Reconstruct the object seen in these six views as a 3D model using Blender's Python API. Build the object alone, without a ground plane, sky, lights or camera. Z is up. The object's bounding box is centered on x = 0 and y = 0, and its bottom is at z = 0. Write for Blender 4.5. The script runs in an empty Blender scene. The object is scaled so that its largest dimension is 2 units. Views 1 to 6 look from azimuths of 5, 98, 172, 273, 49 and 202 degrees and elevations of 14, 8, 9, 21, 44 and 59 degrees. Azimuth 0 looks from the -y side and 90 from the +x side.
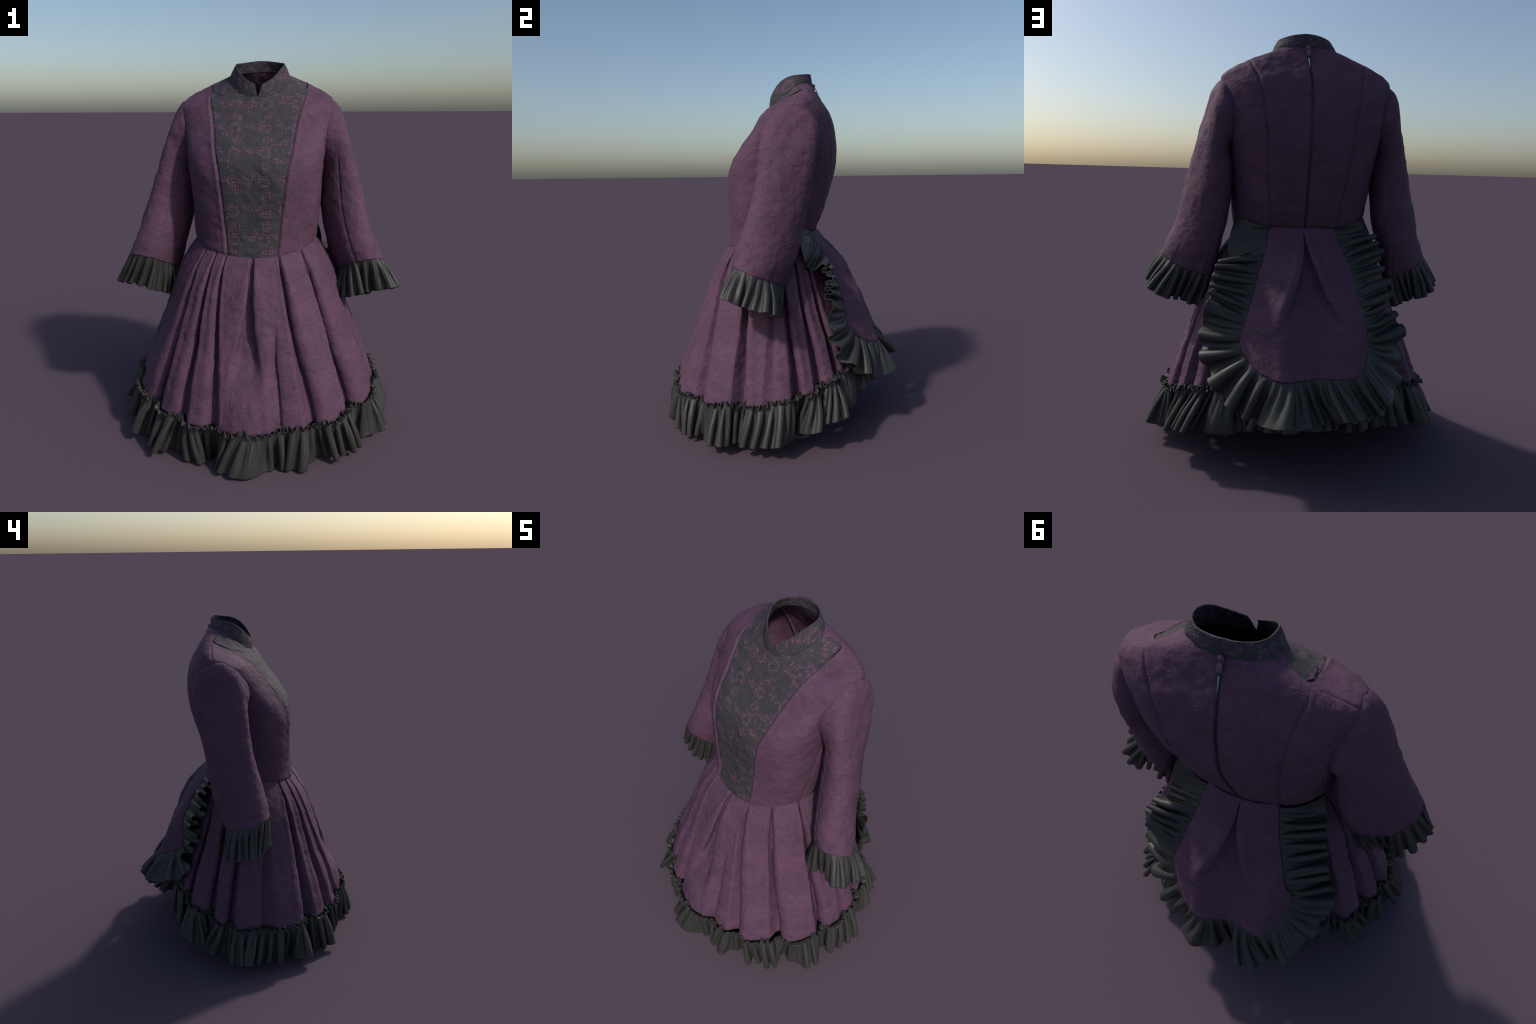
import bpy, math
import numpy as np
from mathutils import Vector

RNG = np.random.default_rng(7)
TAU = 2 * math.pi


# ------------------------------------------------------------------ helpers
def smooth(a, b, x):
    t = np.clip((np.asarray(x, float) - a) / (b - a), 0, 1)
    return t * t * (3 - 2 * t)


def spline(xs, ys, x):
    """Monotone-ish cubic (Catmull-Rom, finite differences) through control points; ys may be vectors."""
    xs = np.asarray(xs, float)
    ys = np.asarray(ys, float)
    x = np.clip(np.asarray(x, float), xs[0], xs[-1])
    d = np.diff(ys, axis=0) / (np.diff(xs).reshape((-1,) + (1,) * (ys.ndim - 1)))
    m = np.empty_like(ys)
    m[0], m[-1] = d[0], d[-1]
    h = np.diff(xs).reshape((-1,) + (1,) * (ys.ndim - 1))
    m[1:-1] = (d[:-1] * h[1:] + d[1:] * h[:-1]) / (h[1:] + h[:-1])
    i = np.clip(np.searchsorted(xs, x, side="right") - 1, 0, len(xs) - 2)
    hh = xs[i + 1] - xs[i]
    t = (x - xs[i]) / hh
    sh = t.shape + (1,) * (ys.ndim - 1)
    t = t.reshape(sh)
    hh = hh.reshape(sh)
    return ((2 * t**3 - 3 * t**2 + 1) * ys[i] + (t**3 - 2 * t**2 + t) * hh * m[i]
            + (-2 * t**3 + 3 * t**2) * ys[i + 1] + (t**3 - t**2) * hh * m[i + 1])


def hash01(ix, iy, iz, seed):
    n = (ix * 73856093) ^ (iy * 19349663) ^ (iz * 83492791) ^ (seed * 2654435)
    n = (n & 0x7FFFFFFF).astype(np.int64)
    n = (n ^ (n >> 13)) * 1274126177 & 0x7FFFFFFF
    n = (n ^ (n >> 16)) * 60493 & 0x7FFFFFFF
    return (n % 100003) / 100003.0


def vnoise(P, scale, seed=0):
    """Value noise in [-1, 1] at points P (..., 3)."""
    q = np.asarray(P, float) * scale
    i = np.floor(q).astype(np.int64)
    f = q - i
    f = f * f * f * (f * (f * 6 - 15) + 10)
    out = 0
    for dx in (0, 1):
        for dy in (0, 1):
            for dz in (0, 1):
                w = ((f[..., 0] if dx else 1 - f[..., 0]) * (f[..., 1] if dy else 1 - f[..., 1])
                     * (f[..., 2] if dz else 1 - f[..., 2]))
                out = out + w * hash01(i[..., 0] + dx, i[..., 1] + dy, i[..., 2] + dz, seed)
    return out * 2 - 1


def fbm(P, scale, seed=0, octaves=3):
    return sum(vnoise(P, scale * 2**k, seed + k) / 2**k for k in range(octaves))


def unit(v):
    return v / np.maximum(np.linalg.norm(v, axis=-1, keepdims=True), 1e-9)


def grid_normals(P, wrap):
    """Normals of a grid P[i, j]; j is the across direction (wraps if asked)."""
    du = np.gradient(P, axis=0)
    if wrap:
        dv = (np.roll(P, -1, 1) - np.roll(P, 1, 1)) / 2
        for k in (2, 4, 8, 16, 32, 60):     # columns that collapse into a seam borrow a wider difference
            small = np.linalg.norm(dv, axis=2, keepdims=True) < 1.5e-3
            dv = np.where(small, (np.roll(P, -k, 1) - np.roll(P, k, 1)) / 2, dv)
    else:
        dv = np.gradient(P, axis=1)
    return unit(np.cross(dv, du))


ROOT = bpy.data.objects.new("gothic_dress", None)
bpy.context.scene.collection.objects.link(ROOT)
ROOT["label"] = "purple brocade dress with black lace bib and ruffles"
ROOT["category"] = "dress"


def add_mesh(name, verts, faces, mat, parent=ROOT, thick=0.0, rim=True, offset=-1.0, normals=None, angle=None):
    me = bpy.data.meshes.new(name)
    me.from_pydata([tuple(v) for v in verts], [], [tuple(int(k) for k in f) for f in faces])
    me.update()
    me.materials.append(mat)
    for p in me.polygons:
        p.use_smooth = True
    ob = bpy.data.objects.new(name, me)
    bpy.context.scene.collection.objects.link(ob)
    ob.parent = parent
    if normals is not None:
        me.normals_split_custom_set_from_vertices([tuple(n) for n in normals])
    if angle is not None:
        me.set_sharp_from_angle(angle=angle)
    if thick:
        m = ob.modifiers.new("thickness", "SOLIDIFY")
        m.thickness = thick
        m.offset = offset
        m.use_rim = rim
        m.use_even_offset = False
    return ob


def grid_faces(n, m, wrap):
    i = np.arange(n - 1)[:, None]
    j = np.arange(m if wrap else m - 1)[None, :]
    j2 = (j + 1) % m
    a, b, c, d = i * m + j, i * m + j2, (i + 1) * m + j2, (i + 1) * m + j
    return np.stack([a, b, c, d], -1).reshape(-1, 4)


def grid_object(name, P, mat, wrap=False, flip=False, **kw):
    n, m = P.shape[:2]
    F = grid_faces(n, m, wrap)
    if flip:
        F = F[:, ::-1]
    return add_mesh(name, P.reshape(-1, 3), F, mat, **kw)


def resample(C, n, closed=False):
    C = np.asarray(C, float)
    if closed:
        C = np.vstack([C, C[:1]])
    s = np.r_[0, np.cumsum(np.linalg.norm(np.diff(C, axis=0), axis=1))]
    x = np.linspace(0, s[-1], n + 1)[:-1] if closed else np.linspace(0, s[-1], n)
    return np.stack([np.interp(x, s, C[:, k]) for k in range(3)], 1)


def blur(C, k, closed):
    """Moving smoothing of a curve (k passes of 1-2-1)."""
    C = C.copy()
    for _ in range(k):
        if closed:
            C = (np.roll(C, 1, 0) + 2 * C + np.roll(C, -1, 0)) / 4
        else:
            C[1:-1] = (C[:-2] + 2 * C[1:-1] + C[2:]) / 4
    return C


# ---------------------------------------------------------------- materials
class Nodes:
    """Small builder for shader node trees."""

    def __init__(self, name):
        self.mat = bpy.data.materials.new(name)
        self.mat.use_nodes = True
        self.t = self.mat.node_tree
        self.b = self.t.nodes["Principled BSDF"]
        self.co = self.t.nodes.new("ShaderNodeTexCoord").outputs["Object"]

    def put(self, socket, v):
        if isinstance(v, bpy.types.NodeSocket):
            self.t.links.new(v, socket)
        else:
            socket.default_value = v

    def math(self, op, a, b=0.0, c=0.0, clamp=False):
        n = self.t.nodes.new("ShaderNodeMath")
        n.operation = op
        n.use_clamp = clamp
        for k, v in enumerate((a, b, c)):
            self.put(n.inputs[k], v)
        return n.outputs[0]

    def vmath(self, op, a, b=(0, 0, 0)):
        n = self.t.nodes.new("ShaderNodeVectorMath")
        n.operation = op
        self.put(n.inputs[0], a)
        if op == "SCALE":
            self.put(n.inputs["Scale"], b)
        else:
            self.put(n.inputs[1], b)
        return n.outputs["Value"] if op in ("LENGTH", "DISTANCE", "DOT_PRODUCT") else n.outputs[0]

    def sep(self, v):
        n = self.t.nodes.new("ShaderNodeSeparateXYZ")
        self.put(n.inputs[0], v)
        return n.outputs

    def comb(self, x, y, z):
        n = self.t.nodes.new("ShaderNodeCombineXYZ")
        for k, v in enumerate((x, y, z)):
            self.put(n.inputs[k], v)
        return n.outputs[0]

    def noise(self, v, scale, detail=2.0, rough=0.5, distort=0.0, color=False):
        n = self.t.nodes.new("ShaderNodeTexNoise")
        self.put(n.inputs["Vector"], v)
        n.inputs["Scale"].default_value = scale
        n.inputs["Detail"].default_value = detail
        n.inputs["Roughness"].default_value = rough
        n.inputs["Distortion"].default_value = distort
        return n.outputs["Color" if color else "Fac"]

    def voronoi(self, v, scale, feature="F1", rand=1.0, dims="3D", out="Distance"):
        n = self.t.nodes.new("ShaderNodeTexVoronoi")
        n.voronoi_dimensions = dims
        n.feature = feature
        self.put(n.inputs["Vector"], v)
        n.inputs["Scale"].default_value = scale
        n.inputs["Randomness"].default_value = rand
        return n.outputs[out]

    def ramp(self, x, a, b, lo=0.0, hi=1.0):
        n = self.t.nodes.new("ShaderNodeMapRange")
        n.interpolation_type = "SMOOTHSTEP"
        self.put(n.inputs["Value"], x)
        n.inputs["From Min"].default_value = a
        n.inputs["From Max"].default_value = b
        n.inputs["To Min"].default_value = lo
        n.inputs["To Max"].default_value = hi
        return n.outputs[0]

    def mix(self, f, a, b):
        n = self.t.nodes.new("ShaderNodeMix")
        n.data_type = "RGBA"
        self.put(n.inputs[0], f)
        self.put(n.inputs[6], a)
        self.put(n.inputs[7], b)
        return n.outputs[2]

    def bump(self, h, strength, dist, normal=None):
        n = self.t.nodes.new("ShaderNodeBump")
        n.inputs["Strength"].default_value = strength
        n.inputs["Distance"].default_value = dist
        self.put(n.inputs["Height"], h)
        if normal is not None:
            self.put(n.inputs["Normal"], normal)
        return n.outputs[0]

    def finish(self, color, rough, normal=None, spec=0.3, sheen=0.0, metal=0.0):
        self.put(self.b.inputs["Base Color"], color)
        self.put(self.b.inputs["Roughness"], rough)
        self.b.inputs["Specular IOR Level"].default_value = spec
        self.b.inputs["Metallic"].default_value = metal
        if sheen:
            self.b.inputs["Sheen Weight"].default_value = sheen
            self.b.inputs["Sheen Roughness"].default_value = 0.5
        if normal is not None:
            self.put(self.b.inputs["Normal"], normal)
        return self.mat


def rgb(r, g, b):
    return (r, g, b, 1.0)


def purple_brocade(name, stretch=(1.0, 1.0, 1.35), base=(0.101, 0.047, 0.084)):
    """Crinkled purple brocade: mottled violet with short curved dark creases."""
    N = Nodes(name)
    p = N.vmath("MULTIPLY", N.co, stretch)
    warp = N.vmath("SCALE", N.vmath("SUBTRACT", N.noise(p, 9, 2, color=True), (0.5, 0.5, 0.5)), 0.05)
    q = N.vmath("ADD", p, warp)

    def strokes(shift, scale, width, mscale, lo, hi):
        """Short curved creases: contour lines of a noise, cut to dashes by another noise."""
        v = N.vmath("ADD", q, shift)
        line = N.math("ABSOLUTE", N.math("SUBTRACT", N.noise(v, scale, 1.2), 0.5))
        return N.math("MULTIPLY", N.ramp(line, 0.0, width, 1, 0), N.ramp(N.noise(v, mscale, 1), lo, hi))

    c1 = strokes((0.0, 0.0, 0.0), 15, 0.028, 21, 0.50, 0.60)
    c2 = strokes((3.1, 1.7, 5.3), 22, 0.038, 27, 0.50, 0.60)
    c3 = strokes((7.7, 4.1, 2.9), 34, 0.050, 30, 0.48, 0.58)
    c0 = strokes((5.5, 8.2, 1.1), 8.5, 0.020, 13, 0.55, 0.63)
    crease = N.math("MAXIMUM", N.math("MAXIMUM", c1, c2), N.math("MAXIMUM", c0, N.math("MULTIPLY", c3, 0.7)))
    mott = N.noise(p, 7, 4, 0.6)
    fine = N.noise(p, 140, 3, 0.6)
    col = N.mix(N.ramp(mott, 0.3, 0.7), rgb(base[0] * 0.86, base[1] * 0.9, base[2] * 0.9),
                rgb(base[0] * 1.1, base[1] * 1.1, base[2] * 1.08))
    col = N.mix(N.math("MULTIPLY", fine, 0.22), col, rgb(base[0] * 0.65, base[1] * 0.72, base[2] * 0.66))
    col = N.mix(N.math("MULTIPLY", crease, 0.52), col, rgb(0.042, 0.033, 0.034))
    h = N.math("SUBTRACT", N.math("MULTIPLY", N.noise(q, 26, 3), 1.0), N.math("MULTIPLY", crease, 0.34))
    nrm = N.bump(h, 0.5, 0.0055)
    nrm = N.bump(N.noise(p, 420, 2), 0.12, 0.0015, nrm)
    return N.finish(col, 0.74, nrm, spec=0.22)


def black_satin(name, base=(0.034, 0.0336, 0.0318)):
    N = Nodes(name)
    v = N.noise(N.co, 9, 3)
    col = N.mix(v, rgb(base[0] * 0.85, base[1] * 0.85, base[2] * 0.88), rgb(base[0] * 1.12, base[1] * 1.12, base[2] * 1.08))
    nrm = N.bump(N.noise(N.co, 26, 2), 0.16, 0.006)
    nrm = N.bump(N.noise(N.co, 500, 2), 0.05, 0.001, nrm)
    return N.finish(col, 0.50, nrm, spec=0.32)


def charcoal_lace(name, around=False):
    """Grey lace over violet: embossed leaves, with clusters of violet dots in a repeating motif."""
    N = Nodes(name)
    x, y, z = N.sep(N.co)
    if around:      # collar: run the motif round the neck
        ang = N.math("ARCTAN2", N.math("SUBTRACT", x, 0.01), N.math("SUBTRACT", 0.07, y))
        uu = N.math("MULTIPLY", ang, 0.142)
        vv = N.math("SUBTRACT", z, N.math("MULTIPLY", y, 0.5))
    else:
        uu = x
        vv = N.math("ADD", z, N.math("ADD", N.math("MULTIPLY", y, 0.38), N.math("MULTIPLY", N.math("MAXIMUM", y, 0.0), 0.4)))
    wob = N.noise(N.co, 14, 2, color=True)
    wx, wy, wz = N.sep(wob)
    u = N.math("ADD", uu, N.math("MULTIPLY", N.math("SUBTRACT", wx, 0.5), 0.022))
    v = N.math("ADD", vv, N.math("MULTIPLY", N.math("SUBTRACT", wy, 0.5), 0.022))
    W, H = 0.158, 0.150
    cu = N.math("SUBTRACT", N.math("FRACT", N.math("ADD", N.math("DIVIDE", u, W), 0.30)), 0.5)
    cv = N.math("SUBTRACT", N.math("FRACT", N.math("ADD", N.math("DIVIDE", v, H), 0.15)), 0.5)
    tile = N.comb(cu, cv, 0.0)

    def disc(cx, cy, r, soft=0.05):
        d = N.vmath("DISTANCE", tile, (cx, cy, 0.0))
        return N.ramp(d, r - soft, r + soft, 1, 0), d

    def ring(cx, cy, r, w):
        d = N.vmath("DISTANCE", tile, (cx, cy, 0.0))
        return N.ramp(N.math("ABSOLUTE", N.math("SUBTRACT", d, r)), w * 0.6, w * 1.3, 1, 0)

    cluster, _ = disc(0.27, -0.25, 0.17)
    flower = ring(0.20, 0.23, 0.155, 0.06)
    spray = ring(-0.16, 0.62, 0.36, 0.06)
    small, _ = disc(-0.27, 0.32, 0.10)
    zone = N.math("MAXIMUM", N.math("MAXIMUM", cluster, flower), N.math("MAXIMUM", spray, small))
    zone = N.math("MULTIPLY", zone, N.ramp(N.noise(N.co, 17, 1), 0.36, 0.46))
    extra = N.ramp(N.noise(N.vmath("ADD", N.co, (4.0, 1.0, 7.0)), 15, 1), 0.60, 0.66)
    zone = N.math("MAXIMUM", zone, extra)
    dv = N.voronoi(N.comb(uu, vv, 0.0), 58, "F1", 0.55, "2D")
    dot = N.math("MULTIPLY", N.ramp(dv, 0.30, 0.46, 1, 0), zone)
    # embossed leaves and petals: almond cells with a midrib, and curling vine lines
    flat = N.comb(N.math("ADD", N.math("MULTIPLY", u, 0.75), N.math("MULTIPLY", v, 0.35)), N.math("SUBTRACT", N.math("MULTIPLY", v, 1.25), N.math("MULTIPLY", u, 0.5)), 0.0)
    edge = N.voronoi(flat, 21, "F1", 1.0, "2D")
    rib = N.math("ABSOLUTE", N.math("SUBTRACT", N.noise(N.comb(u, v, 0.3), 24, 1.0), 0.5))
    vine = N.math("ABSOLUTE", N.math("SUBTRACT", N.noise(N.comb(u, v, 2.3), 15, 0.5), 0.5))
    line = N.math("MAXIMUM", N.ramp(N.math("ABSOLUTE", N.math("SUBTRACT", edge, 0.56)), 0.02, 0.09, 1, 0), N.math("MULTIPLY", N.ramp(rib, 0.0, 0.05, 1, 0), 0.6))
    line = N.math("MAXIMUM", line, N.math("MULTIPLY", N.ramp(vine, 0.0, 0.05, 1, 0), 0.6))
    line = N.math("MULTIPLY", line, N.math("SUBTRACT", 1.0, zone, clamp=True))
    violet = N.math("MULTIPLY", line, N.ramp(N.noise(N.co, 21, 2), 0.5, 0.62))
    thread = N.noise(N.comb(N.math("MULTIPLY", uu, 1.6), vv, y), 260, 2)
    col = N.mix(thread, rgb(0.030, 0.029, 0.033), rgb(0.049, 0.047, 0.053))
    col = N.mix(N.math("MULTIPLY", zone, 0.25), col, rgb(0.075, 0.050, 0.068))
    col = N.mix(N.math("MULTIPLY", violet, 0.55), col, rgb(0.090, 0.046, 0.078))
    col = N.mix(N.math("MULTIPLY", dot, 0.78), col, rgb(0.125, 0.056, 0.104))
    h = N.math("SUBTRACT", N.math("SUBTRACT", 1.0, N.math("MULTIPLY", line, 0.60)), N.math("MULTIPLY", dot, 0.7))
    h = N.math("ADD", h, N.math("MULTIPLY", N.ramp(edge, 0.75, 0.05), N.math("MULTIPLY", N.math("SUBTRACT", 1.0, zone, clamp=True), 0.75)))
    h = N.math("ADD", h, N.math("MULTIPLY", thread, 0.25))
    nrm = N.bump(h, 0.55 if around else 0.65, 0.003)
    return N.finish(col, 0.78, nrm, spec=0.25)


def zipper_metal(name, col, rough, metal):
    N = Nodes(name)
    c = N.mix(N.noise(N.co, 90, 2), rgb(*[k * 0.8 for k in col]), rgb(*[k * 1.15 for k in col]))
    return N.finish(c, rough, None, spec=0.5, metal=metal)


PURPLE = purple_brocade("purple_brocade")
PURPLE_SKIRT = purple_brocade("purple_brocade_skirt", (1.0, 1.0, 1.5))
LINING = purple_brocade("purple_lining", base=(0.10, 0.052, 0.080))
SATIN = black_satin("black_satin")
LACE = charcoal_lace("charcoal_lace")
LACE_COLLAR = charcoal_lace("charcoal_lace_collar", True)
TEETH = zipper_metal("dark_zipper_metal", (0.035, 0.038, 0.040), 0.4, 0.6)
SLIDER = zipper_metal("violet_enamel", (0.15, 0.075, 0.115), 0.35, 0.2)
STEEL = zipper_metal("pale_steel", (0.22, 0.26, 0.28), 0.3, 0.8)
TAPE = zipper_metal("zipper_tape", (0.03, 0.026, 0.034), 0.8, 0.0)

# ------------------------------------------------------------------- bodice
# each ring: side height, half width, front y, back y, side y, front z, back z, roundness front, back
RINGS = np.array([
    [1.068, 0.325, -0.312, 0.205, -0.02, 1.008, 1.108, 2.15, 2.2],
    [1.110, 0.332, -0.296, 0.220, -0.01, 1.075, 1.150, 2.35, 2.25],
    [1.200, 0.341, -0.288, 0.247, 0.00, 1.180, 1.210, 2.6, 2.3],
    [1.300, 0.349, -0.289, 0.278, 0.02, 1.295, 1.300, 2.85, 2.4],
    [1.400, 0.357, -0.291, 0.305, 0.04, 1.390, 1.400, 2.95, 2.5],
    [1.480, 0.372, -0.284, 0.322, 0.05, 1.455, 1.480, 2.85, 2.6],
    [1.550, 0.390, -0.262, 0.330, 0.06, 1.515, 1.560, 2.6, 2.7],
    [1.620, 0.405, -0.222, 0.327, 0.07, 1.575, 1.640, 2.5, 2.75],
    [1.690, 0.413, -0.171, 0.314, 0.08, 1.640, 1.715, 2.6, 2.7],
    [1.745, 0.420, -0.130, 0.292, 0.09, 1.697, 1.775, 2.6, 2.6],
    [1.785, 0.414, -0.100, 0.265, 0.10, 1.740, 1.822, 2.5, 2.5],
    [1.820, 0.366, -0.080, 0.239, 0.115, 1.770, 1.863, 2.3, 2.4],
    [1.855, 0.288, -0.067, 0.216, 0.125, 1.790, 1.900, 2.1, 2.3],
    [1.890, 0.215, -0.060, 0.200, 0.115, 1.801, 1.925, 2.0, 2.2],
    [1.918, 0.158, -0.057, 0.190, 0.095, 1.806, 1.943, 2.0, 2.1],
])
RT = np.linspace(0, 1, len(RINGS))
NECK_X = 0.009


def bodice_half(t, phi):
    """Half ring (wearer's left, +x): phi 0 = centre front, pi = centre back."""
    zs, a, yf, yb, ys, zf, zb, pf, pb = spline(RT, RINGS, np.array([t]))[0]
    s, c = np.sin(phi), np.cos(phi)
    front = c > 0
    p = np.where(front, pf, pb)
    x = a * np.abs(s) ** (2 / p)
    lim = 0.414 - 0.052 * smooth(1.80, 1.56, zs)
    x = np.where(x > lim - 0.03, lim - 0.03 + 0.03 * np.tanh((x - lim + 0.03) / 0.03), x)
    w = np.abs(c) ** (2 / p)
    y = ys + np.where(front, (yf - ys) * w, (yb - ys) * w)
    wz = w ** 0.9
    z = zs + np.where(front, (zf - zs) * wz, (zb - zs) * wz)
    return np.stack([x, y, z], -1)


def seam_angles(t, phi, C):
    """Angles at which this ring meets the lace edge, shoulder/side seam, rear side seam, back princess seam."""
    x, y, z = C.T
    k = int(np.argmax(x - 1e-6 * np.abs(phi - math.pi / 2)))
    zs = spline(RT, RINGS[:, 0], np.array([t]))[0]
    zfe = zs + 0.6 * (spline(RT, RINGS[:, 5], np.array([t]))[0] - zs) * (1 - smooth(1.83, 1.88, zs))
    lace_x = spline([1.0, 1.34, 1.474, 1.55, 1.70, 1.764, 1.83, 1.9], [0.125, 0.160, 0.178, 0.194, 0.217, 0.234, 0.256, 0.275], np.array([zfe]))[0]
    zbe = zs + 0.6 * (spline(RT, RINGS[:, 6], np.array([t]))[0] - zs) * (1 - smooth(1.82, 1.86, zs))
    back_x = spline([1.0, 1.12, 1.40, 1.58, 1.70, 1.80, 1.855, 1.9], [0.155, 0.162, 0.190, 0.205, 0.224, 0.247, 0.266, 0.275], np.array([zbe]))[0]
    side_y = spline([1.0, 1.1, 1.34, 1.50, 1.75], [-0.085, -0.075, -0.03, 0.02, 0.11], np.array([zs]))[0]
    amid = np.interp(y[k] + 0.030 * smooth(1.72, 1.80, zs) * min(1.0, (1.92 - zs) / 0.04 + 0.3), y, phi)
    fr = phi < phi[k]
    A = np.interp(lace_x, x[fr], phi[fr]) if lace_x < x[k] else amid
    bk = np.nonzero(phi > amid)[0][::-1]
    Cc = np.interp(min(back_x, x[k]), x[bk], phi[bk])
    B = np.interp(side_y, y, phi)
    B = B * (1 - smooth(1.70, 1.80, zs)) + amid * smooth(1.70, 1.80, zs)
    Eb = np.interp(side_y + 0.20, y, phi)
    Eb = Eb * (1 - smooth(1.55, 1.72, zs)) + amid * smooth(1.55, 1.72, zs)
    g = 1e-4
    B = min(max(B, A), Cc)
    Eb = min(max(Eb, B), Cc)
    return A, B, Eb, Cc


COLS = [34, 34, 22, 30, 30]
NROW = 120
phi_d = np.linspace(0, math.pi, 1500)
half = []
for t in np.linspace(0, 1, NROW):
    C = bodice_half(t, phi_d)
    s = np.r_[0, np.cumsum(np.linalg.norm(np.diff(C, axis=0), axis=1))]
    A, B, Eb, Cc = seam_angles(t, phi_d, C)
    knots = np.interp([0, A, B, Eb, Cc, math.pi], phi_d, s)
    u = np.concatenate([knots[k] + (knots[k + 1] - knots[k]) * (0.35 * np.arange(COLS[k]) / COLS[k] + 0.65 * (1 - np.cos(math.pi * np.arange(COLS[k]) / COLS[k])) / 2) for k in range(5)] + [[knots[5]]])
    half.append(np.stack([np.interp(u, s, C[:, k]) for k in range(3)], 1))
half = np.array(half)                       # rows, half columns, xyz
NH = half.shape[1]
mirror = half[:, 1:-1][:, ::-1] * np.array([-1, 1, 1])
BOD = np.concatenate([half, mirror], 1)     # full ring
NC = BOD.shape[1]
edge_cols = np.cumsum([0] + COLS)           # 0, A, B, E, C, centre back
zz = BOD[..., 2]
# slight asymmetry of the neck
BOD[..., 0] += NECK_X * smooth(1.74, 1.9, zz)
NB = grid_normals(BOD, True)
if (NB[60, 0] @ np.array([0, -1, 0])) < 0:
    NB = -NB
# soft lumps and seam grooves
disp = 0.0035 * fbm(BOD, 9, 3, 3) + 0.0016 * fbm(BOD, 34, 5, 2)
col_idx = np.arange(NC)


def seam_dist(col):
    other = (NC - col) % NC
    d = np.full((NROW, NC), 9.0)
    for c in {col, other}:
        d = np.minimum(d, np.linalg.norm(BOD - BOD[:, c:c + 1], axis=2))
    return d


groove = np.zeros((NROW, NC))
for k, (dep, wid) in {1: (0.006, 0.007), 2: (0.0045, 0.006), 3: (0.004, 0.006), 4: (0.0075, 0.0065), 5: (0.003, 0.006)}.items():
    d = seam_dist(edge_cols[k])
    fade = 1 - 0.9 * smooth(1.85, 1.875, zz)
    if k == 3:
        fade = 1 - smooth(1.48, 1.55, zz)
    if k == 1:
        fade = 1 - 0.85 * smooth(1.77, 1.83, zz)
    if k == 1:                              # the brocade side panel stands proud of the lace
        j = np.minimum(col_idx, NC - col_idx)
        sidepanel = (j >= edge_cols[1])[None, :]
        disp = disp + 0.004 * np.exp(-((d - 0.012) / 0.012) ** 2) * sidepanel * (1 - smooth(1.79, 1.84, zz))
    if k in (2, 3, 4):
        fade = fade * (1 - (0.25 if k < 4 else 0.0) * smooth(1.70, 1.80, zz))
    groove = np.maximum(groove, dep * np.exp(-(d / wid) ** 2) * fade)
disp = disp - groove
row = np.arange(NROW)[:, None]
disp = disp - 0.005 * np.exp(-(row / 1.6) ** 2)
BOD2 = BOD + NB * disp[..., None]
for i in range(NROW):                       # columns that meet in one seam point stay together
    for lo in (0, NC // 2):
        run = [lo]
        for j in range(lo + 1, lo + NC // 2 + 1):
            jj = j % NC
            if np.linalg.norm(BOD[i, jj] - BOD[i, run[-1]]) < 2.5e-4:
                run.append(jj)
            else:
                if len(run) > 1:
                    BOD2[i, run] = BOD2[i, run].mean(0)
                run = [jj]
NB2 = grid_normals(BOD2, True)
if (NB2[60, 0] @ np.array([0, -1, 0])) < 0:
    NB2 = -NB2

e = edge_cols
PANELS = {
    "lace_bib": (list(range(0, e[1])) + list(range(NC - e[1], NC)), LACE),
    "front_side_panel": (list(range(e[1], e[2])), PURPLE),
    "front_side_panel.001": (list(range(NC - e[2], NC - e[1])), PURPLE),
    "side_panel": (list(range(e[2], e[3])), PURPLE),
    "side_panel.001": (list(range(NC - e[3], NC - e[2])), PURPLE),
    "back_side_panel": (list(range(e[3], e[4])), PURPLE),
    "back_side_panel.001": (list(range(NC - e[4], NC - e[3])), PURPLE),
    "back_panel": (list(range(e[4], e[5])), PURPLE),
    "back_panel.001": (list(range(NC - e[5], NC - e[4])), PURPLE),
}
BODICE = bpy.data.objects.new("bodice", None)
bpy.context.scene.collection.objects.link(BODICE)
BODICE.parent = ROOT
flatP, flatN = BOD2.reshape(-1, 3), NB2.reshape(-1, 3)


def panel(name, cols, mat):
    F = []
    for i in range(NROW - 1):
        for j in cols:
            j2 = (j + 1) % NC
            f = [i * NC + j, i * NC + j2, (i + 1) * NC + j2, (i + 1) * NC + j]
            w1 = np.linalg.norm(flatP[f[0]] - flatP[f[1]])
            w2 = np.linalg.norm(flatP[f[3]] - flatP[f[2]])
            if w1 < 2e-4 and w2 < 2e-4:
                continue
            if w2 < 2e-4:
                f = f[:3]
            elif w1 < 2e-4:
                f = [f[0], f[2], f[3]]
            F.append(f)
    used = sorted({k for f in F for k in f})
    ren = {k: n for n, k in enumerate(used)}
    F = [[ren[k] for k in f] for f in F]
    add_mesh(name, flatP[used], F, mat, parent=BODICE, normals=flatN[used], thick=0.004, rim=False)


for nm, (cols, mat) in PANELS.items():
    panel(nm, cols, mat)

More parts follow.
